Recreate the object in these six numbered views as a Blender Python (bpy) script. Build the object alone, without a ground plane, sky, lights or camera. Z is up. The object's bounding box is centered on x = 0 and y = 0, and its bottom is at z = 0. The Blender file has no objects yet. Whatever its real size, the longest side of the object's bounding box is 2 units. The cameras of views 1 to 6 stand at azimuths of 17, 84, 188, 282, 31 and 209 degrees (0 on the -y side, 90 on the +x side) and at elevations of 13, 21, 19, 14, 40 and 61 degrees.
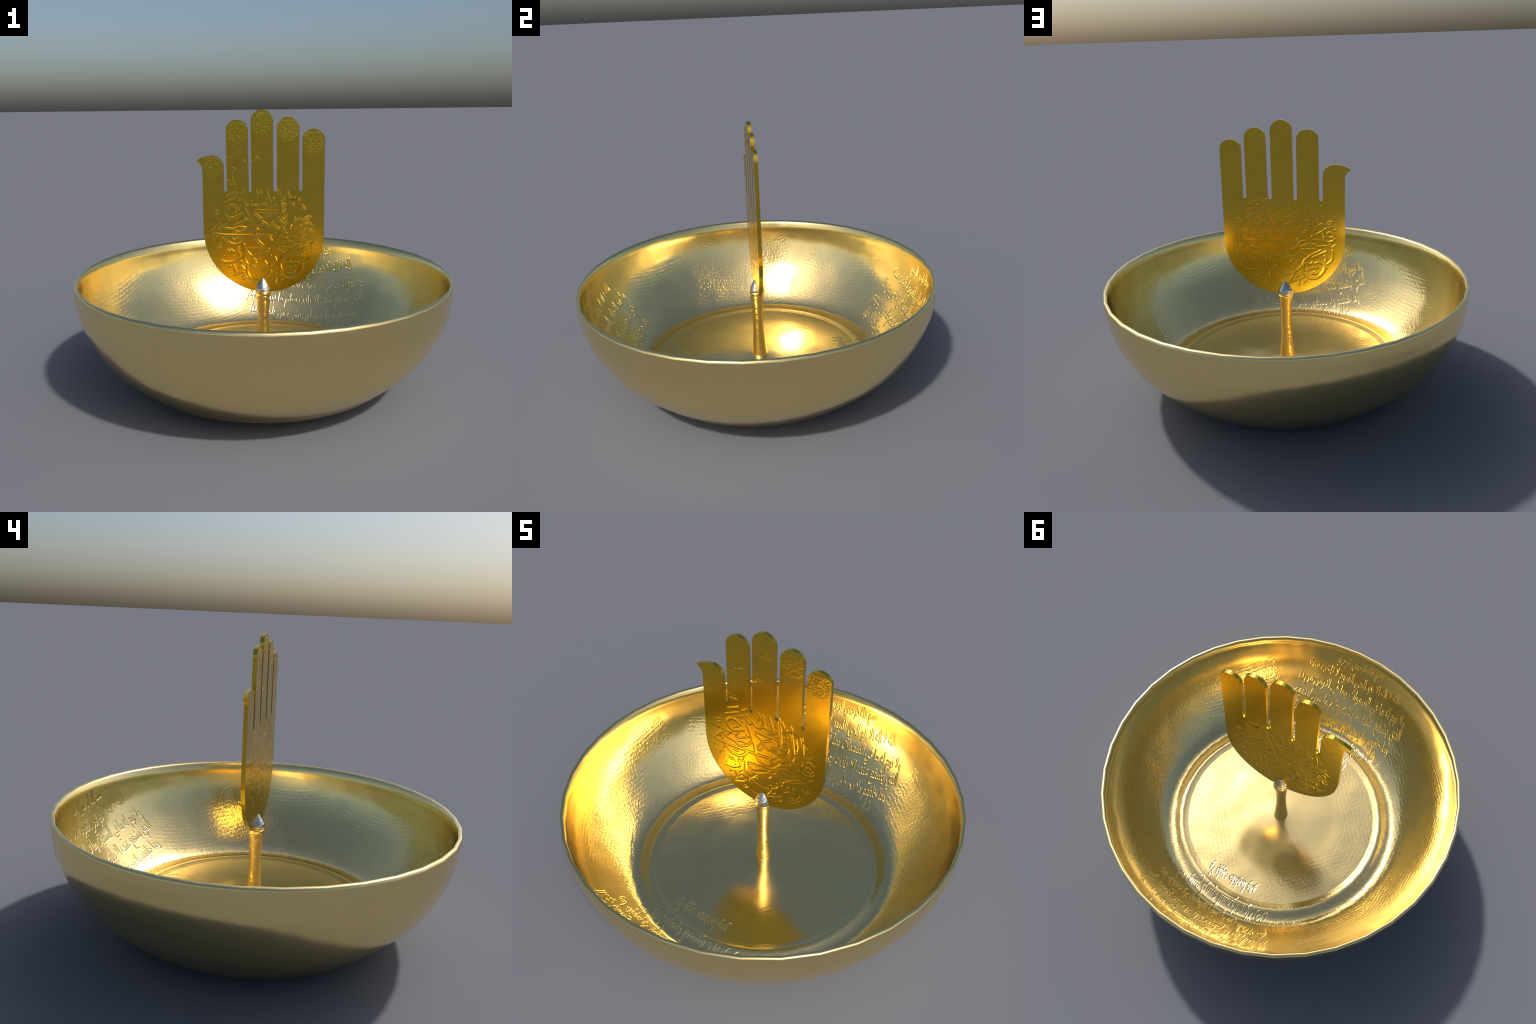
"""Gilded votive bowl: an engraved metal bowl with a post in its middle that
carries a flat hand-shaped plate.  Metres, z up, bowl centred on the z axis."""
import math
import bpy
import numpy as np
from mathutils import Vector
from mathutils.geometry import delaunay_2d_cdt

rng = np.random.default_rng(7)
SIDES = 40                      # the bowl is turned as a 40-sided polygon

# ------------------------------------------------------------------ materials


def metal(name, colour, roughness, grain=0.06, grain_scale=9.0, bump=0.0, bump_scale=60.0, stretch=(1, 1, 1)):
    m = bpy.data.materials.new(name)
    m.use_nodes = True
    nt = m.node_tree
    b = nt.nodes["Principled BSDF"]
    b.inputs["Metallic"].default_value = 1.0
    co = nt.nodes.new("ShaderNodeTexCoord")
    mp = nt.nodes.new("ShaderNodeMapping")
    mp.inputs["Scale"].default_value = stretch
    nt.links.new(co.outputs["Object"], mp.inputs["Vector"])
    noise = nt.nodes.new("ShaderNodeTexNoise")
    noise.inputs["Scale"].default_value = grain_scale
    noise.inputs["Detail"].default_value = 5.0
    nt.links.new(mp.outputs["Vector"], noise.inputs["Vector"])
    ramp = nt.nodes.new("ShaderNodeValToRGB")
    ramp.color_ramp.elements[0].position = 0.3
    ramp.color_ramp.elements[1].position = 0.7
    ramp.color_ramp.elements[0].color = tuple(c * (1 - grain) for c in colour) + (1,)
    ramp.color_ramp.elements[1].color = tuple(min(1, c * (1 + grain * 0.4)) for c in colour) + (1,)
    nt.links.new(noise.outputs["Fac"], ramp.inputs["Fac"])
    nt.links.new(ramp.outputs["Color"], b.inputs["Base Color"])
    rr = nt.nodes.new("ShaderNodeMapRange")
    rr.inputs["To Min"].default_value = roughness * 0.92
    rr.inputs["To Max"].default_value = roughness * 1.08
    nt.links.new(noise.outputs["Fac"], rr.inputs["Value"])
    nt.links.new(rr.outputs["Result"], b.inputs["Roughness"])
    if bump:
        n2 = nt.nodes.new("ShaderNodeTexNoise")
        n2.inputs["Scale"].default_value = bump_scale
        n2.inputs["Detail"].default_value = 3.0
        nt.links.new(mp.outputs["Vector"], n2.inputs["Vector"])
        bp = nt.nodes.new("ShaderNodeBump")
        bp.inputs["Strength"].default_value = bump
        bp.inputs["Distance"].default_value = 0.002
        nt.links.new(n2.outputs["Fac"], bp.inputs["Height"])
        nt.links.new(bp.outputs["Normal"], b.inputs["Normal"])
    return m


BOWL_GOLD = metal("pale_gold", (1.0, 0.785, 0.345), 0.18, grain=0.02)
SHELL_GOLD = metal("brushed_pale_gold", (1.0, 0.785, 0.345), 0.20, grain=0.02)
HAND_GOLD = metal("deep_gold", (0.74, 0.51, 0.055), 0.20, grain=0.05)
POST_GOLD = metal("hammered_gold", (1.0, 0.72, 0.28), 0.22, grain=0.06, grain_scale=30, bump=0.55, bump_scale=75, stretch=(1, 1, 1.7))
SOLDER = metal("dull_silver", (0.64, 0.63, 0.57), 0.24, grain=0.12, grain_scale=40, bump=0.5, bump_scale=70)

# ------------------------------------------------------------- mesh utilities


def make_mesh(name, verts, faces, normals, material, parent):
    """faces: (n, 3) or (n, 4) integer array; normals: one per vertex."""
    verts, faces = np.asarray(verts, np.float32), np.asarray(faces, np.int32)
    k = faces.shape[1]
    me = bpy.data.meshes.new(name)
    me.vertices.add(len(verts))
    me.vertices.foreach_set("co", verts.ravel())
    me.loops.add(faces.size)
    me.loops.foreach_set("vertex_index", faces.ravel())
    me.polygons.add(len(faces))
    me.polygons.foreach_set("loop_start", np.arange(0, faces.size, k, dtype=np.int32))
    me.polygons.foreach_set("use_smooth", np.ones(len(faces), bool))
    me.update(calc_edges=True)
    n = np.asarray(normals, np.float32)
    n = n / np.maximum(np.linalg.norm(n, axis=1, keepdims=True), 1e-9)
    me.normals_split_custom_set_from_vertices(n)
    me.materials.append(material)
    ob = bpy.data.objects.new(name, me)
    bpy.context.collection.objects.link(ob)
    ob.parent = parent
    return ob


def empty(name, parent=None):
    e = bpy.data.objects.new(name, None)
    e.empty_display_size = 0.2
    bpy.context.collection.objects.link(e)
    e.parent = parent
    return e


def catmull(points, n=16):
    """Smooth open curve through control points of any dimension."""
    p = np.asarray(points, float)
    if len(p) < 3:
        t = np.linspace(0, 1, n + 1)[:, None]
        return p[0] * (1 - t) + p[-1] * t
    q = np.vstack([2 * p[0] - p[1], p, 2 * p[-1] - p[-2]])
    out = []
    for i in range(1, len(q) - 2):
        t = np.linspace(0, 1, n, endpoint=False)[:, None]
        a, b, c, d = q[i - 1], q[i], q[i + 1], q[i + 2]
        out.append(0.5 * (2 * b + (c - a) * t + (2 * a - 5 * b + 4 * c - d) * t ** 2 + (3 * b - a - 3 * c + d) * t ** 3))
    return np.vstack(out + [p[-1:]])


def resample(curve, step):
    d = np.r_[0, np.cumsum(np.hypot(*np.diff(curve, axis=0).T))]
    s = np.linspace(0, d[-1], max(2, int(round(d[-1] / step)) + 1))
    return np.stack([np.interp(s, d, curve[:, 0]), np.interp(s, d, curve[:, 1])], 1), s


def blur(img, sigma):
    """Gaussian blur, sigma in pixels."""
    fy, fx = np.fft.fftfreq(img.shape[0])[:, None], np.fft.rfftfreq(img.shape[1])[None]
    k = np.exp(-2 * (math.pi * sigma) ** 2 * (fx ** 2 + fy ** 2))
    return np.fft.irfft2(np.fft.rfft2(img) * k, img.shape)


class Relief:
    """A height field over a flat rectangle: depth of the engraving in metres."""

    def __init__(self, x0, y0, x1, y1, px):
        self.x0, self.y0, self.px = x0, y0, px
        self.h = np.zeros((int((y1 - y0) / px), int((x1 - x0) / px)), np.float64)

    def centres(self):
        ny, nx = self.h.shape
        return self.x0 + (np.arange(nx) + 0.5) * self.px, self.y0 + (np.arange(ny) + 0.5) * self.px

    def _at(self, a, x, y):
        ny, nx = a.shape
        u = np.clip((x - self.x0) / self.px - 0.5, 0, nx - 1.001)
        v = np.clip((y - self.y0) / self.px - 0.5, 0, ny - 1.001)
        i, j = u.astype(int), v.astype(int)
        fu, fv = u - i, v - j
        return (a[j, i] * (1 - fu) + a[j, i + 1] * fu) * (1 - fv) + (a[j + 1, i] * (1 - fu) + a[j + 1, i + 1] * fu) * fv

    def finish(self):
        self.gy, self.gx = np.gradient(self.h, self.px)

    def sample(self, x, y):
        return self._at(self.h, x, y), self._at(self.gx, x, y), self._at(self.gy, x, y)


def fill_triangles(img, tri):
    """Set every pixel whose centre lies in one of the triangles (pixel units)."""
    ny, nx = img.shape
    for (ax, ay), (bx, by), (cx, cy) in tri:
        x0, x1 = max(int(min(ax, bx, cx)), 0), min(int(max(ax, bx, cx)) + 2, nx)
        y0, y1 = max(int(min(ay, by, cy)), 0), min(int(max(ay, by, cy)) + 2, ny)
        if x1 <= x0 or y1 <= y0:
            continue
        X, Y = np.arange(x0, x1)[None], np.arange(y0, y1)[:, None]
        e0 = (bx - ax) * (Y - ay) - (by - ay) * (X - ax)
        e1 = (cx - bx) * (Y - by) - (cy - by) * (X - bx)
        e2 = (ax - cx) * (Y - cy) - (ay - cy) * (X - cx)
        img[y0:y1, x0:x1] |= ((e0 >= 0) & (e1 >= 0) & (e2 >= 0)) | ((e0 <= 0) & (e1 <= 0) & (e2 <= 0))


# ------------------------------------------------- Arabic script, joined letters

# first code point of each letter's presentation forms; letters that do not
# join to the next one have only the isolated and the final form
JOINING = {"ب": 0xFE8F, "ت": 0xFE95, "ث": 0xFE99, "ج": 0xFE9D, "ح": 0xFEA1, "خ": 0xFEA5, "س": 0xFEB1, "ش": 0xFEB5,
           "ص": 0xFEB9, "ض": 0xFEBD, "ط": 0xFEC1, "ظ": 0xFEC5, "ع": 0xFEC9, "غ": 0xFECD, "ف": 0xFED1, "ق": 0xFED5,
           "ك": 0xFED9, "ل": 0xFEDD, "م": 0xFEE1, "ن": 0xFEE5, "ه": 0xFEE9, "ي": 0xFEF1}
ENDING = {"ا": 0xFE8D, "ة": 0xFE93, "د": 0xFEA9, "ذ": 0xFEAB, "ر": 0xFEAD, "ز": 0xFEAF, "و": 0xFEED, "ؤ": 0xFE85, "ى": 0xFEEF}
LONE = {"ء": 0xFE80}


def shaped(text):
    """Joined letter forms in visual (left to right) order."""
    out = []
    for word in text.split():
        forms, i, joined = [], 0, False
        while i < len(word):
            ch = word[i]
            if ch == "ل" and word[i + 1:i + 2] == "ا":
                forms.append(chr(0xFEFC if joined else 0xFEFB))
                i, joined = i + 2, False
                continue
            follows = i + 1 < len(word) and word[i + 1] not in LONE
            if ch in JOINING:
                forms.append(chr(JOINING[ch] + (3 if joined and follows else 2 if follows else 1 if joined else 0)))
                joined = follows
            elif ch in ENDING:
                forms.append(chr(ENDING[ch] + (1 if joined else 0)))
                joined = False
            else:
                forms.append(chr(LONE[ch]))
                joined = False
            i += 1
        out.append("".join(reversed(forms)))
    return " ".join(reversed(out))


def text_triangles(text):
    """Filled glyph triangles of one line; unit font size, baseline at y = 0."""
    cu = bpy.data.curves.new("line", "FONT")
    cu.body = shaped(text)
    cu.resolution_u = 2
    ob = bpy.data.objects.new("line", cu)
    bpy.context.collection.objects.link(ob)
    bpy.context.view_layer.update()
    me = ob.to_mesh()
    me.calc_loop_triangles()
    v = np.zeros(len(me.vertices) * 3, np.float32)
    me.vertices.foreach_get("co", v)
    t = np.zeros(len(me.loop_triangles) * 3, np.int32)
    me.loop_triangles.foreach_get("vertices", t)
    tri = v.reshape(-1, 3)[t, :2].reshape(-1, 3, 2).astype(float)
    ob.to_mesh_clear()
    bpy.data.objects.remove(ob)
    bpy.data.curves.remove(cu)
    return tri


VERSE = ["بسم الله الرحمن الرحيم",
         "الله لا اله الا هو الحي القيوم لا تاخذه سنة",
         "ولا نوم له ما في السموات وما في الارض من ذا",
         "الذي يشفع عنده الا باذنه يعلم ما بين ايديهم",
         "وما خلفهم ولا يحيطون بشيء من علمه الا بما",
         "شاء وسع كرسيه السموات والارض",
         "ولا يؤوده حفظهما وهو"]

# ------------------------------------------------------------------- bowl shape

# half sections as (radius, height)
INNER = catmull([(0.580, 0.1000), (0.600, 0.1030), (0.616, 0.1060), (0.632, 0.1045), (0.650, 0.0995), (0.668, 0.0955), (0.688, 0.0945),
                 (0.709, 0.1000), (0.735, 0.1170), (0.765, 0.1440), (0.806, 0.1900), (0.862, 0.2620), (0.914, 0.3450), (0.953, 0.4400),
                 (0.973, 0.5300), (0.9815, 0.6075)], 12)
LIP = np.array([(0.9815, 0.6075), (0.9828, 0.6145), (0.9852, 0.6195), (0.9890, 0.6218), (0.9930, 0.6212), (0.9968, 0.6175), (0.9988, 0.6120), (0.9998, 0.6030)])
LIP_LEAN = np.radians([-62, -36, -14, -2, 10, 34, 60, 84])       # the bead is polished round: lean of its normals from upright
OUTER = catmull([(0.9998, 0.6030), (1.0000, 0.5750), (0.9950, 0.5300), (0.9870, 0.4700), (0.9640, 0.4000), (0.9320, 0.3300), (0.8900, 0.2600),
                 (0.8380, 0.2000), (0.7860, 0.1500), (0.7400, 0.1100), (0.6980, 0.0740), (0.6650, 0.0660), (0.5600, 0.0500), (0.4000, 0.0280), (0.2000, 0.0080), (0.0020, 0.0000)], 4)
FLOOR_RADIUS, FLOOR_Z = 0.580, 0.1


def polygon_xy(az):
    """Point of the unit 40-gon (corner on the +x axis) at the azimuth fraction az in turns."""
    k = az * SIDES
    i = np.floor(k)
    f = k - i
    a, b = i * 2 * np.pi / SIDES, (i + 1) * 2 * np.pi / SIDES
    return np.cos(a) * (1 - f) + np.cos(b) * f, np.sin(a) * (1 - f) + np.sin(b) * f


def turned(name, section, columns, material, parent, relief=None, start=0.0, lean=None):
    """Sweep a half section round the axis.  The relief is laid over it like a
    disc of cloth: distance along the section from the centre is the radius."""
    sec = np.asarray(section)
    s = start + np.r_[0, np.cumsum(np.hypot(*np.diff(sec, axis=0).T))]
    tan = np.gradient(sec, axis=0)
    tan /= np.linalg.norm(tan, axis=1, keepdims=True)
    nr, nz = (-tan[:, 1], tan[:, 0])          # left of travel: inward and up for a section running outward
    if lean is not None:
        nr, nz = np.sin(lean), np.cos(lean)
    az = np.arange(columns) / columns
    ux, uy = polygon_xy(az)
    ca, sa = np.cos(az * 2 * np.pi), np.sin(az * 2 * np.pi)
    R = sec[:, :1]
    P = np.stack([R * ux, R * uy, np.repeat(sec[:, 1:], columns, 1)], -1)
    N = np.stack([nr[:, None] * ca, nr[:, None] * sa, np.repeat(nz[:, None], columns, 1)], -1)
    if relief is not None:
        S = s[:, None]
        h, gx, gy = relief.sample(S * ca, S * sa)
        ds = gx * ca + gy * sa
        da = (-gx * sa + gy * ca) * S / np.maximum(R, 1e-4)
        P = P + N * h[..., None]
        T = np.stack([tan[:, :1] * ca, tan[:, :1] * sa, np.repeat(tan[:, 1:], columns, 1)], -1)
        A = np.stack([np.broadcast_to(-sa, h.shape), np.broadcast_to(ca, h.shape), np.zeros_like(h)], -1)
        N = N - T * ds[..., None] - A * da[..., None]
    m = len(sec)
    i, j = np.meshgrid(np.arange(m - 1), np.arange(columns), indexing="ij")
    jn = (j + 1) % columns
    F = np.stack([i * columns + j, (i + 1) * columns + j, (i + 1) * columns + jn, i * columns + jn], -1).reshape(-1, 4)
    V, N = P.reshape(-1, 3), N.reshape(-1, 3)
    return make_mesh(name, V, F, N, material, parent)


# ------------------------------------------- writing engraved in the bowl's inside

def bowl_relief():
    rel = Relief(-1.36, -1.36, 1.36, 1.36, 0.0016)
    px = rel.px
    ny, nx = rel.h.shape
    X, Y = rel.centres()
    # the verse: seven straight lines in a rounded block, above the +y side
    big = np.zeros((ny, nx), bool)
    ends = [(0.255, -0.14), (0.43, -0.34), (0.50, -0.37), (0.495, -0.36), (0.435, -0.31), (0.35, -0.25), (0.20, -0.11)]
    baseline = [(1.186, 0.0), (1.068, 0.08), (0.963, 0.2), (0.848, 0.13), (0.738, 0.15), (0.620, 0.0), (0.488, 0.0)]
    for k, (line, (right, left)) in enumerate(zip(VERSE, ends)):
        tri = text_triangles(line)
        w = tri[..., 0].max() - tri[..., 0].min()
        sx = (right - left) / w
        sy = (0.104, 0.106, 0.106, 0.106, 0.102, 0.120, 0.108)[k]
        x = left + (tri[..., 0] - tri[..., 0].min()) * sx
        base, arch = baseline[k]
        y = base + tri[..., 1] * sy - arch * (x + 0.03) ** 2
        fill_triangles(big, np.stack([(x - rel.x0) / px - 0.5, (y - rel.y0) / px - 0.5], -1))
    big = big & np.roll(big, 1, 0)            # a finer nib
    big = big | big[::-1, ::-1]               # the same block once more, turned half round
    # panels of tiny writing between them
    words = " ".join(VERSE).split()
    pitch, size = 0.0245, 0.0195
    span, rows = 0.78, 34
    small = np.zeros((int(rows * pitch / px) + 8, int(span / px)), bool)
    for r in range(rows):
        line = " ".join(rng.choice(words, 9))
        tri = text_triangles(line)
        w = tri[..., 0].max() - tri[..., 0].min()
        x = (tri[..., 0] - tri[..., 0].min()) * span / w
        y = r * pitch + 0.010 + tri[..., 1] * size
        fill_triangles(small, np.stack([x / px, y / px], -1))
    small = blur(small.astype(float), 1.3)
    small += 0.10 * (blur(rng.standard_normal(small.shape), 2.2) * 6)
    for r in range(rows):                     # the ruled line under each row, pressed unevenly
        j = int((r * pitch + 0.006) / px)
        small[j:j + 2] += 0.22 * np.clip(0.5 + blur(rng.standard_normal((8, small.shape[1])), 6)[:1] * 8, 0, 1)
    fine = np.zeros((ny, nx))
    #         azimuth, nearest, farthest, sideways from..to
    panels = [(0, 0.35, 1.15, -0.37, 0.37), (180, 0.39, 1.16, -0.37, 0.37), (40, 0.327, 1.10, -0.30, 0.36),
              (137, 0.336, 1.11, -0.28, 0.37), (-142, 0.36, 1.11, -0.37, 0.30), (-40, 0.34, 1.11, -0.30, 0.36)]
    GX, GY = np.meshgrid(X, Y)
    for az, near, far, t0, t1 in panels:
        a = math.radians(az)
        n = GX * math.cos(a) + GY * math.sin(a)
        t = GX * math.sin(a) - GY * math.cos(a)
        inside = (n > near) & (n < far) & (t > t0) & (t < t1)
        jj = np.clip(((n[inside] - near) / px).astype(int), 0, small.shape[0] - 1)
        ii = np.clip(((t[inside] + span / 2) / px).astype(int), 0, small.shape[1] - 1)
        fine[inside] = small[jj, ii]
    S = np.hypot(GX, GY)
    fine *= 0.45 + 0.55 * np.clip((S - 0.62) / 0.1, 0, 1)      # fainter on the floor
    fine *= 1 - np.clip(blur(big.astype(float), 22) * 6, 0, 1)
    # slow unevenness of the hand-beaten sheet
    swell = blur(rng.standard_normal((ny, nx)), 26)
    swell /= swell.std()
    ripple = blur(rng.standard_normal((ny, nx)), 9)
    ripple /= ripple.std()
    rel.h = -0.0016 * blur(big.astype(float), 0.9) - 0.00075 * blur(fine, 0.6) + 0.00042 * swell + 0.00002 * ripple
    rel.finish()
    return rel


# ---------------------------------------------------------------- the flat hand

PLATE_Y, HALF = 0.0, 0.010      # middle plane and half thickness of the plate
ROOT = 1.036                      # height at which fingers and palm meet
SLOT_X = (-0.205, -0.066, 0.072, 0.210)
SLOT_Z = (1.045, 1.049, 1.056, 1.061)
SLOT_R = (0.0100, 0.0095, 0.0115, 0.0100)
# left edge, right edge, top of the straight part, tip
FINGERS = {"index_finger": (-0.194, -0.0775, 1.373, 1.427), "middle_finger": (-0.0565, 0.0595, 1.423, 1.4775),
           "ring_finger": (0.0845, 0.1995, 1.384, 1.4405), "little_finger": (0.2185, 0.3335, 1.327, 1.3805)}


def hand_relief(back=False):
    rel = Relief(-0.40, 0.48, 0.40, 1.52, 0.001)
    X, Z = rel.centres()
    depth = np.zeros_like(rel.h)

    def pen(width, *points, deep=1.0):
        """One stroke of the engraver: a flat-bottomed groove along a smooth line (mm)."""
        p = np.asarray(points, float) / 1000
        c = catmull(p, 10) if len(p) > 1 else p
        r = width / 2000
        for k in range(len(c)):
            a, b = c[k], c[min(k + 1, len(c) - 1)]
            pad = r + 0.004
            i0, i1 = np.searchsorted(X, [min(a[0], b[0]) - pad, max(a[0], b[0]) + pad])
            j0, j1 = np.searchsorted(Z, [min(a[1], b[1]) - pad, max(a[1], b[1]) + pad])
            gx, gz = np.meshgrid(X[i0:i1], Z[j0:j1])
            d = b - a
            t = np.clip(((gx - a[0]) * d[0] + (gz - a[1]) * d[1]) / max(d @ d, 1e-12), 0, 1)
            dist = np.hypot(gx - a[0] - t * d[0], gz - a[1] - t * d[1])
            depth[j0:j1, i0:i1] = np.maximum(depth[j0:j1, i0:i1], deep * np.clip((r - dist) / 0.0035 + 0.4, 0, 1))

    # the calligraphy on the palm, stroke by stroke, and stray marks on two fingers
    pen(9, (-194, 1027), (-135, 1053))
    pen(9, (-206, 990), (-136, 1023))
    pen(7, (-135, 1059), (-131, 1046))
    pen(7, (-114, 1040), (-89, 1058))
    pen(9, (-125, 1006))
    pen(9, (-109, 1010))
    pen(9, (-118, 977))
    pen(9, (-124, 955))
    pen(9, (-251, 897))
    pen(12, (-131, 960), (-144, 970), (-164, 975), (-185, 970), (-199, 955), (-201, 938), (-194, 922), (-174, 907), (-145, 915), (-106, 933))
    pen(8, (-162, 925), (-145, 938), (-136, 943), (-142, 953))
    pen(15, (-87, 967), (-71, 937), (-59, 904), (-48, 879), (-42, 855), (-38, 817))
    pen(11, (-91, 1023), (-90, 1000), (-79, 984), (-66, 985), (-57, 999))
    pen(11, (-49, 999), (-43, 983), (-21, 978), (-4, 986), (5, 1005), (5, 1042), (-4, 1060))
    pen(7, (-17, 1035), (-23, 1021))
    pen(8, (-25, 1061), (-14, 1041))
    pen(8, (-257, 922), (-241, 930))
    pen(7, (-261, 943), (-245, 945))
    pen(14, (-231, 883), (-250, 858), (-270, 838), (-280, 822), (-264, 814), (-215, 809), (-136, 811), (-42, 815), (37, 819))
    pen(7, (-246, 844), (-237, 848), (-232, 838), (-239, 827))
    pen(10, (-229, 885), (-219, 864), (-203, 850), (-162, 845))
    pen(9, (-201, 869), (-178, 895))
    pen(10, (-157, 843), (-146, 852), (-118, 859), (-89, 856))
    pen(11, (-157, 841), (-140, 831), (-118, 832), (-92, 844), (-79, 859), (-57, 885))
    pen(9, (-146, 871), (-117, 883), (-95, 894))
    pen(7, (-155, 873), (-145, 894), (-134, 905))
    pen(7, (-91, 911), (-80, 901), (-69, 914))
    pen(14, (-209, 796), (-198, 777), (-174, 763), (-152, 760), (-126, 767), (-104, 782), (-90, 804))
    pen(9, (-163, 792), (-152, 786), (-138, 795))
    pen(14, (-32, 803), (-19, 782), (4, 764), (19, 760), (51, 770), (77, 793), (91, 813))
    pen(8, (-280, 795), (-272, 770), (-277, 741))
    pen(7, (-260, 794), (-265, 774))
    pen(8, (-220, 792), (-238, 771), (-230, 755), (-255, 734))
    pen(16, (-35, 949), (-12, 951), (31, 949), (83, 951))
    pen(12, (-37, 934), (-3, 910), (9, 909), (50, 933))
    pen(12, (3, 892), (27, 880), (30, 872), (73, 871), (100, 857), (119, 862), (133, 835), (142, 825))
    pen(9, (-27, 853), (-14, 847), (3, 867), (16, 882))
    pen(8, (-1, 898), (-18, 876), (-31, 863))
    pen(11, (36, 1061), (46, 1033), (54, 1009))
    pen(11, (6, 1007), (14, 991), (35, 987), (54, 997))
    pen(9, (28, 1018))
    pen(12, (69, 1021))
    pen(11, (81, 1054), (85, 1004), (91, 969), (94, 926))
    pen(9, (36, 965), (81, 986))
    pen(8, (92, 1052), (98, 1046))
    pen(8, (104, 1063), (113, 1039), (113, 1029))
    pen(9, (123, 995), (115, 984), (123, 974), (134, 985), (123, 995))
    pen(9, (133, 960), (123, 966), (114, 961), (123, 951))
    pen(11, (56, 892), (73, 888), (90, 904), (106, 925), (123, 936), (138, 928))
    pen(10, (98, 906), (115, 896), (133, 889))
    pen(8, (115, 920), (125, 912))
    pen(8, (102, 1000), (127, 1015))
    pen(8, (108, 872), (144, 889))
    pen(7, (129, 1031), (133, 1019))
    pen(9, (168, 1028))
    pen(9, (186, 1031))
    pen(9, (203, 1017))
    pen(9, (185, 928))
    pen(9, (185, 917))
    pen(8, (168, 998), (175, 986))
    pen(11, (221, 988), (238, 969))
    pen(12, (165, 870), (177, 891), (194, 908), (208, 914), (220, 914), (239, 907))
    pen(10, (167, 868), (161, 853), (148, 840), (150, 828))
    pen(11, (163, 847), (190, 863), (212, 874))
    pen(11, (218, 881), (235, 889))
    pen(8, (216, 870), (216, 855))
    pen(11, (239, 920), (253, 927), (265, 928))
    pen(9, (245, 910), (257, 915))
    pen(9, (247, 889), (257, 900), (269, 890))
    pen(8, (274, 882), (284, 881))
    pen(12, (235, 846), (239, 861), (253, 867), (268, 856), (270, 842), (254, 837), (237, 840))
    pen(12, (219, 841), (225, 819), (246, 812), (268, 819), (278, 830))
    pen(11, (125, 851), (133, 817), (148, 803), (173, 796))
    pen(9, (100, 819), (125, 821))
    pen(9, (163, 826), (198, 821))
    pen(11, (87, 782), (136, 803))
    pen(9, (45, 810), (53, 796), (66, 787))
    pen(8, (51, 821), (60, 817), (83, 837))
    pen(10, (182, 788), (235, 789))
    pen(8, (250, 800), (260, 782), (279, 795))
    pen(14, (-235, 736), (-241, 705), (-237, 675), (-223, 661), (-196, 658), (-165, 664), (-138, 679), (-125, 692), (-129, 711), (-137, 728))
    pen(10, (-195, 727), (-182, 721), (-173, 728), (-160, 718))
    pen(8, (-214, 690))
    pen(8, (-160, 693))
    pen(10, (-135, 748), (-126, 735), (-111, 741), (-104, 764))
    pen(14, (-102, 760), (-96, 730), (-101, 696), (-95, 670), (-82, 654), (-64, 654), (-40, 680))
    pen(13, (-80, 739), (-32, 743), (36, 744))
    pen(13, (-83, 723), (-50, 700), (28, 731))
    pen(9, (-50, 690), (-35, 665))
    pen(14, (-82, 639), (-84, 606), (-69, 579), (-45, 565), (-17, 564), (7, 571), (33, 597), (48, 625))
    pen(12, (-55, 647), (-29, 634), (3, 624), (35, 631), (57, 641), (78, 655), (91, 673))
    pen(9, (-195, 632), (-179, 639))
    pen(9, (-163, 645), (-155, 619), (-157, 608))
    pen(10, (-130, 655), (-119, 667))
    pen(10, (-132, 631), (-117, 639), (-102, 623))
    pen(10, (-162, 590), (-111, 609))
    pen(10, (-102, 590), (-109, 579), (-102, 570), (-92, 582), (-102, 590))
    pen(15, (134, 724), (113, 706), (101, 673), (104, 640), (119, 617), (144, 600), (170, 601), (199, 620), (218, 647), (222, 674), (211, 688), (188, 695))
    pen(10, (106, 680), (119, 691), (131, 683), (144, 684), (155, 695), (167, 685), (182, 695))
    pen(10, (125, 646), (150, 659), (182, 663))
    pen(10, (148, 626), (161, 625), (178, 631), (165, 639))
    pen(11, (91, 753), (123, 734))
    pen(11, (138, 731), (202, 765))
    pen(11, (157, 723), (232, 758))
    pen(12, (100, 769), (171, 769))
    pen(11, (267, 764), (265, 721), (255, 699), (238, 686))
    pen(9, (221, 733), (230, 719), (226, 700))
    pen(9, (232, 664))
    pen(10, (24, 572), (106, 607))
    pen(8, (59, 605), (76, 615))
    pen(9, (78, 585), (73, 571), (78, 561))
    pen(9, (102, 573), (113, 583))
    pen(11, (-14, 710), (27, 731))
    pen(8, (38, 729), (70, 741))
    pen(9, (36, 697), (49, 711))
    pen(10, (14, 679), (29, 656), (50, 655))
    pen(8, (72, 706), (80, 685))
    pen(12, (92, 1041), (98, 1006), (101, 960), (99, 926))
    pen(12, (154, 1020), (163, 965), (172, 891))
    pen(12, (207, 1016), (215, 973), (218, 920))
    pen(9, (147, 1058), (162, 1029))
    pen(9, (85, 1076), (102, 1051))
    pen(8, (180, 996), (187, 961), (185, 933))
    pen(8, (134, 938), (142, 923), (137, 894))
    pen(7, (-157, 1183), (-141, 1174))
    pen(8, (-157, 1157))
    pen(7, (-158, 1134), (-150, 1108))
    pen(7, (-190, 1117), (-174, 1111))
    pen(8, (-178, 1093), (-141, 1092))
    pen(7, (-28, 1241), (-7, 1229))
    pen(7, (-51, 1217), (-32, 1227))
    pen(7, (-124, 1264), (-105, 1268))
    pen(7, (-155, 1255), (-136, 1255))
    pen(7, (-187, 1238), (-164, 1236))
    pen(7, (-94, 1224), (-86, 1213))
    if back:
        depth[Z > 1.075] = 0
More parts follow.
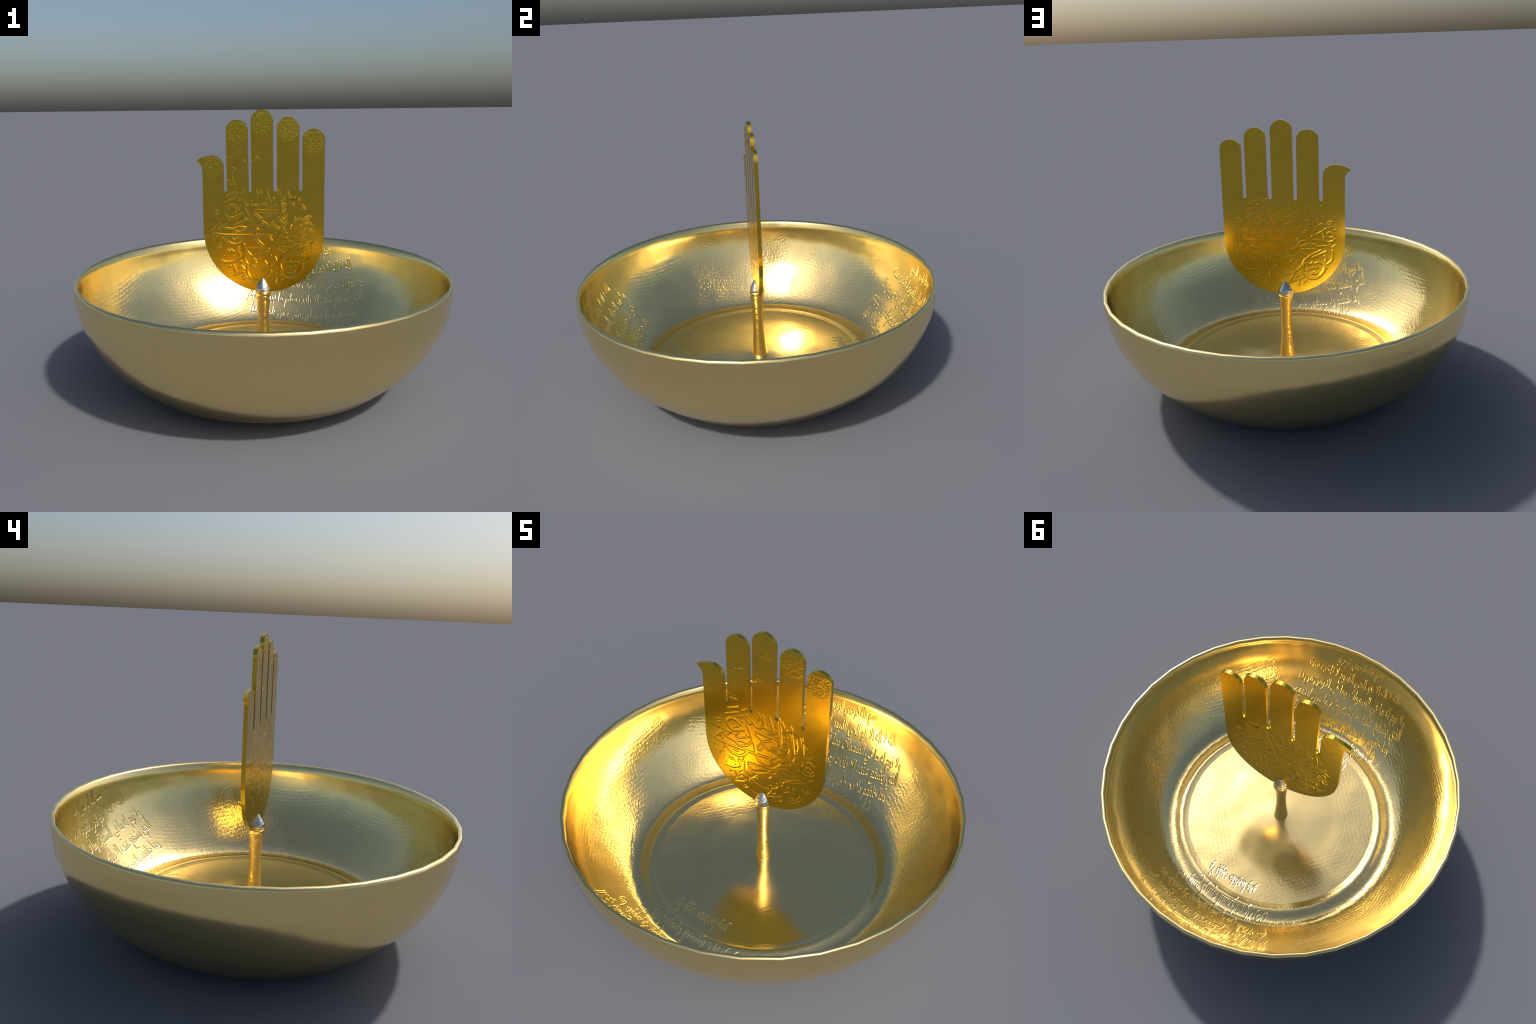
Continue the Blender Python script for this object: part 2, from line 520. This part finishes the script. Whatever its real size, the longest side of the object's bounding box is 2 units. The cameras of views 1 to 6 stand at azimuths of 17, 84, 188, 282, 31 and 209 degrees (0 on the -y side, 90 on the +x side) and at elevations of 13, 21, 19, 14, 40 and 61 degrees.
    h = -0.0017 * blur(depth, 0.9)
    # close netted tooling on the ball of every finger
    GX, GZ = np.meshgrid(X, Z)
    net = np.abs(blur(rng.standard_normal(rel.h.shape), 3.0))
    net = np.clip(net / net.std(), 0, 1.6)
    net2 = blur(rng.standard_normal(rel.h.shape), 2.2)
    net = net + 0.35 * net2 / net2.std()
    tips = [(-0.272, 1.168, 0.052), (-0.136, 1.350, 0.055), (0.002, 1.400, 0.055), (0.142, 1.363, 0.055), (0.276, 1.303, 0.055)]
    pad = np.zeros_like(h)
    for cx, cz, r in tips:
        cx = -cx if back else cx              # the back is drawn mirrored: see hand_part
        pad = np.maximum(pad, ((np.abs(GX - cx) < r) & (np.hypot((GX - cx) / 1.15, np.minimum(GZ - cz, 0)) < r * 0.95) & (GZ < cz + 0.060)).astype(float))
    h += (0.0002 if back else 0.0006) * net * blur(pad, 3)
    swell = blur(rng.standard_normal(h.shape), 14)
    fine = blur(rng.standard_normal(h.shape), 5)
    h += 0.00006 * swell / swell.std() + 0.000006 * fine / fine.std()
    rel.h = h
    rel.finish()
    return rel


def arc(cx, cz, rx, rz, a0, a1, n):
    a = np.radians(np.linspace(a0, a1, n))
    return [(cx + rx * math.cos(t), cz + rz * math.sin(t)) for t in a]


def slot_side(k, right):
    """Quarter of a slot's round end, from its lowest point to one flank."""
    pts = arc(SLOT_X[k], SLOT_Z[k] + SLOT_R[k], SLOT_R[k], SLOT_R[k], 270, 360 if right else 180, 4)
    return pts


def hand_outlines():
    """Each part's outline as (free edge, cut edge); both run counter-clockwise."""
    parts = {}
    ends = [-0.333] + list(SLOT_X) + [0.3335]
    # free edge: right flank upward, over the tip, left flank downward
    for k, (name, (x0, x1, zs, zt)) in enumerate(FINGERS.items(), start=1):
        right = slot_side(k, False) if k < 4 else [(x1, ROOT)]
        right = [(ends[k + 1], ROOT)] + right if k < 4 else right
        left = slot_side(k - 1, True)[::-1] + [(ends[k], ROOT)]
        tip = arc((x0 + x1) / 2, zs, (x1 - x0) / 2, zt - zs, 0, 180, 13)
        parts[name] = right + tip + left
    thumb = [(SLOT_X[0], ROOT)] + slot_side(0, False)
    thumb += [(-0.2155, 1.178), (-0.2205, 1.204), (-0.231, 1.221), (-0.250, 1.234), (-0.272, 1.242), (-0.299, 1.238), (-0.327, 1.232),
              (-0.366, 1.214), (-0.352, 1.203), (-0.342, 1.193), (-0.336, 1.180), (-0.3325, 1.165), (-0.333, ROOT)]
    parts["thumb"] = thumb
    palm = [(-0.333, ROOT), (-0.3345, 0.815)] + arc(0, 0.822, 0.334, 0.317, 186, 354, 27) + [(0.334, 0.830), (0.3335, ROOT)]
    parts["palm"] = palm
    return parts


def densify(points, step, closed=False):
    out = []
    for a, b in zip(points, points[1:]):
        n = max(1, int(math.ceil(math.dist(a, b) / step)))
        out += [(a[0] + (b[0] - a[0]) * i / n, a[1] + (b[1] - a[1]) * i / n) for i in range(n)]
    return out + [points[-1]]


def hand_part(name, outline, relief, relief_back, parent, step):
    """A piece of the plate: engraved front and back and the edge between them."""
    fine = densify(outline, step)
    cut = densify([outline[-1], outline[0]], 0.0026)[1:-1]       # seam towards the neighbour
    if name == "palm":                                             # the palm meets every finger: same seam points
        stops = [0.3335] + list(SLOT_X[::-1]) + [-0.333]
        cut = []
        for a, b in zip(stops, stops[1:]):
            cut += densify([(b, ROOT), (a, ROOT)], 0.0026)[::-1][:-1]
        cut = cut[1:]
    ring = fine + cut
    x0, x1 = min(p[0] for p in ring), max(p[0] for p in ring)
    z0, z1 = min(p[1] for p in ring), max(p[1] for p in ring)
    gx, gz = np.meshgrid(np.arange(x0, x1, step), np.arange(z0, z1, step))
    gx = gx + (np.arange(gx.shape[0]) % 2)[:, None] * step * 0.5
    q = np.stack([gx.ravel(), gz.ravel()], 1)
    R = np.array(ring)
    A, B = R, np.roll(R, -1, 0)
    inside = np.zeros(len(q), bool)
    near = np.zeros(len(q), bool)
    for a, b in zip(A, B):                                         # crossing test and a clear margin
        hit = (a[1] > q[:, 1]) != (b[1] > q[:, 1])
        if hit.any():
            inside[hit] ^= q[hit, 0] < a[0] + (q[hit, 1] - a[1]) * (b[0] - a[0]) / (b[1] - a[1])
        near |= np.hypot(q[:, 0] - (a[0] + b[0]) / 2, q[:, 1] - (a[1] + b[1]) / 2) < step * 0.6
    q = q[inside & ~near]
    pts = [Vector(p) for p in ring] + [Vector(p) for p in q]
    n = len(ring)
    co, _, tris, *_ = delaunay_2d_cdt(pts, [(i, (i + 1) % n) for i in range(n)], [], 1, 1e-7)
    co = np.array([tuple(c) for c in co])
    tris = np.array([t for t in tris if len(t) == 3], int)
    d1, d2 = co[tris[:, 1]] - co[tris[:, 0]], co[tris[:, 2]] - co[tris[:, 0]]
    flip = d1[:, 0] * d2[:, 1] - d1[:, 1] * d2[:, 0] < 0
    tris[flip] = tris[flip][:, ::-1]
    V, N, F = [], [], []
    for side in (-1, 1):                                           # front (-y), back (+y); the back repeats the same drawing
        sx = 1 if side < 0 else -1
        h, hx, hz = (relief if side < 0 else relief_back).sample(co[:, 0] * sx, co[:, 1])
        h = h * 0.5                                                # worn flat: shallower than its crisp edges make it look
        k = 1.0 if side < 0 else 0.8
        V.append(np.stack([co[:, 0], np.full(len(co), PLATE_Y) + side * (HALF + k * h), co[:, 1]], 1))
        N.append(np.stack([-hx * sx * k, np.full(len(co), float(side)), -hz * k], 1))
        F.append((tris if side < 0 else tris[:, ::-1]) + len(co) * (side > 0))
    # the rim of the plate along the free edge
    e = np.array(fine)
    d = np.diff(e, axis=0)
    nrm = np.stack([d[:, 1], -d[:, 0]], 1)
    nrm /= np.maximum(np.linalg.norm(nrm, axis=1, keepdims=True), 1e-9)
    base = 2 * len(co)
    sv, sn, sf = [], [], []
    for i in range(len(d)):
        na = nrm[i - 1] + nrm[i] if i > 0 and nrm[i - 1] @ nrm[i] > 0.75 else nrm[i]
        nb = nrm[i + 1] + nrm[i] if i < len(d) - 1 and nrm[i + 1] @ nrm[i] > 0.75 else nrm[i]
        if abs(e[i][1] - ROOT) < 1e-6 and abs(e[i + 1][1] - ROOT) < 1e-6:
            continue
        mid = (e[i] + e[i + 1]) / 2
        if any(abs(mid[0] - sx) < 1e-6 and mid[1] < sz + 1e-6 for sx, sz in zip(SLOT_X, SLOT_Z)):
            continue                                               # seam below a slot, not an edge
        k = base + len(sv)
        for p, m in ((e[i], na), (e[i + 1], nb)):
            for side in (-1, 1):
                sv.append((p[0], PLATE_Y + side * HALF, p[1]))
                sn.append((m[0], 0, m[1]))
        sf += [(k, k + 3, k + 2), (k, k + 1, k + 3)]
    V, N, F = V + [np.array(sv)], N + [np.array(sn)], F + [np.array(sf, int)]
    return make_mesh(name, np.vstack(V), np.vstack(F), np.vstack(N), HAND_GOLD, parent)


# ------------------------------------------------------------------ post and cap

def lathe(name, section, segments, material, parent, rough=0.0, seed=1, squash=1.0):
    """Turned part with a slightly beaten surface (section runs downwards)."""
    g = np.random.default_rng(seed)
    sec = np.asarray(section)
    a = np.arange(segments) * 2 * np.pi / segments
    tan = np.gradient(sec, axis=0)
    tan /= np.maximum(np.linalg.norm(tan, axis=1, keepdims=True), 1e-9)
    jit = g.standard_normal((len(sec), segments))
    jit = blur(np.vstack([jit] * 2), 1.1)[:len(sec)] * rough
    R = np.maximum(sec[:, :1] + jit * np.minimum(1, sec[:, :1] / 0.01), 0)
    P = np.stack([R * np.cos(a), R * np.sin(a) * squash, np.repeat(sec[:, 1:], segments, 1)], -1)
    i, j = np.meshgrid(np.arange(len(sec) - 1), np.arange(segments), indexing="ij")
    jn = (j + 1) % segments
    F = np.stack([i * segments + j, (i + 1) * segments + j, (i + 1) * segments + jn, i * segments + jn], -1).reshape(-1, 4)
    du = np.gradient(P, axis=0)
    dv = np.roll(P, -1, 1) - np.roll(P, 1, 1)
    N = np.cross(du, dv)
    flat = np.linalg.norm(N, axis=-1) < 1e-12
    N[flat] = (0, 0, 1)
    return make_mesh(name, P.reshape(-1, 3), F, N.reshape(-1, 3), material, parent)


# ---------------------------------------------------------------------- assembly

thing = empty("votive_bowl")
thing["label"] = "gilded bowl with an engraved open hand on a post"
thing["category"] = "ritual bowl"

bowl = empty("bowl", thing)
relief = bowl_relief()
wall_section, _ = resample(INNER, 0.0028)
wall_dir = np.gradient(wall_section, axis=0)
wall_lean = np.arctan2(-wall_dir[:, 1], wall_dir[:, 0])
turn = np.clip((wall_section[:, 1] - 0.560) / 0.0475, 0, 1)       # the wall eases over into the rounded rim
wall_lean = wall_lean + (LIP_LEAN[0] - wall_lean) * turn ** 1.3
turned("bowl_wall", wall_section, 2080, BOWL_GOLD, bowl, relief, start=FLOOR_RADIUS, lean=wall_lean)
inner_floor = np.r_[np.linspace(0.004, 0.31, 14, endpoint=False), np.linspace(0.31, FLOOR_RADIUS, 104)]
floor_z = FLOOR_Z + 0.007 * np.clip(1 - inner_floor / 0.34, 0, 1) ** 1.5   # the floor swells a little round the post
turned("bowl_floor", np.stack([inner_floor, floor_z], 1), 1040, BOWL_GOLD, bowl, relief, start=0.004)
turned("bowl_rim", LIP, 160, SHELL_GOLD, bowl, lean=LIP_LEAN)
turned("bowl_shell", OUTER, SIDES * 4, SHELL_GOLD, bowl)

post_section = catmull([(0.0405, 0.505), (0.0415, 0.490), (0.0385, 0.466), (0.0335, 0.413), (0.0312, 0.376), (0.0308, 0.334),
                        (0.0316, 0.280), (0.0338, 0.230), (0.0392, 0.166), (0.0440, 0.116), (0.0445, 0.097)], 7)
lathe("post", post_section, 40, POST_GOLD, thing, rough=0.0011, seed=3)
lathe("collar", catmull([(0.036, 0.5130), (0.0425, 0.5125), (0.0458, 0.5085), (0.0458, 0.5030), (0.0432, 0.4975), (0.0385, 0.4955)], 5),
      40, POST_GOLD, thing, rough=0.0010, seed=4)
lathe("solder_cap", catmull([(0.0005, 0.592), (0.008, 0.583), (0.0140, 0.573), (0.0250, 0.557), (0.0350, 0.541), (0.0420, 0.526), (0.0452, 0.513), (0.0400, 0.508)], 6),
      36, SOLDER, thing, rough=0.0018, seed=5)

hand = empty("hand_plate", thing)
hand.location.x = -0.0015
engraving, engraving_back = hand_relief(), hand_relief(back=True)
for part, outline in hand_outlines().items():
    hand_part(part, outline, engraving, engraving_back, hand, 0.0021 if part == "palm" else 0.0030)

# two dark strips added on the plate, standing in for crack-like mesh artifacts
DARK_STRIP = metal("dark_strip_brown", (0.10, 0.07, 0.02), 0.5)


def split(points, width, sides):  # lays a thin dark strip on the surface; nothing is cut open
    c = catmull(np.array(points) / 1000, 8)
    w = width * np.sin(np.linspace(0.05, math.pi - 0.05, len(c)))
    m = len(c)
    V, F, N = [], [], []
    for side in sides:
        k0 = len(V)
        for (x, z), k in zip(c, w):
            for dy, dz in ((-0.0015, k), (0.0008, k * 0.6), (0.0008, -k * 0.6), (-0.0015, -k)):
                V.append((x, PLATE_Y + side * (HALF + dy), z + dz))
                N.append((0, side, 0))
        for i in range(m - 1):
            for q in range(3):
                a = k0 + i * 4 + q
                F.append((a, a + 1, a + 5, a + 4) if side < 0 else (a, a + 4, a + 5, a + 1))
    make_mesh("split", V, F, np.array(N, float), DARK_STRIP, hand)


split([(-318, 896), (-250, 890), (-190, 884), (-140, 880)], 0.0013, (-1,))
split([(128, 1019), (165, 1017), (200, 1016)], 0.0016, (-1, 1))
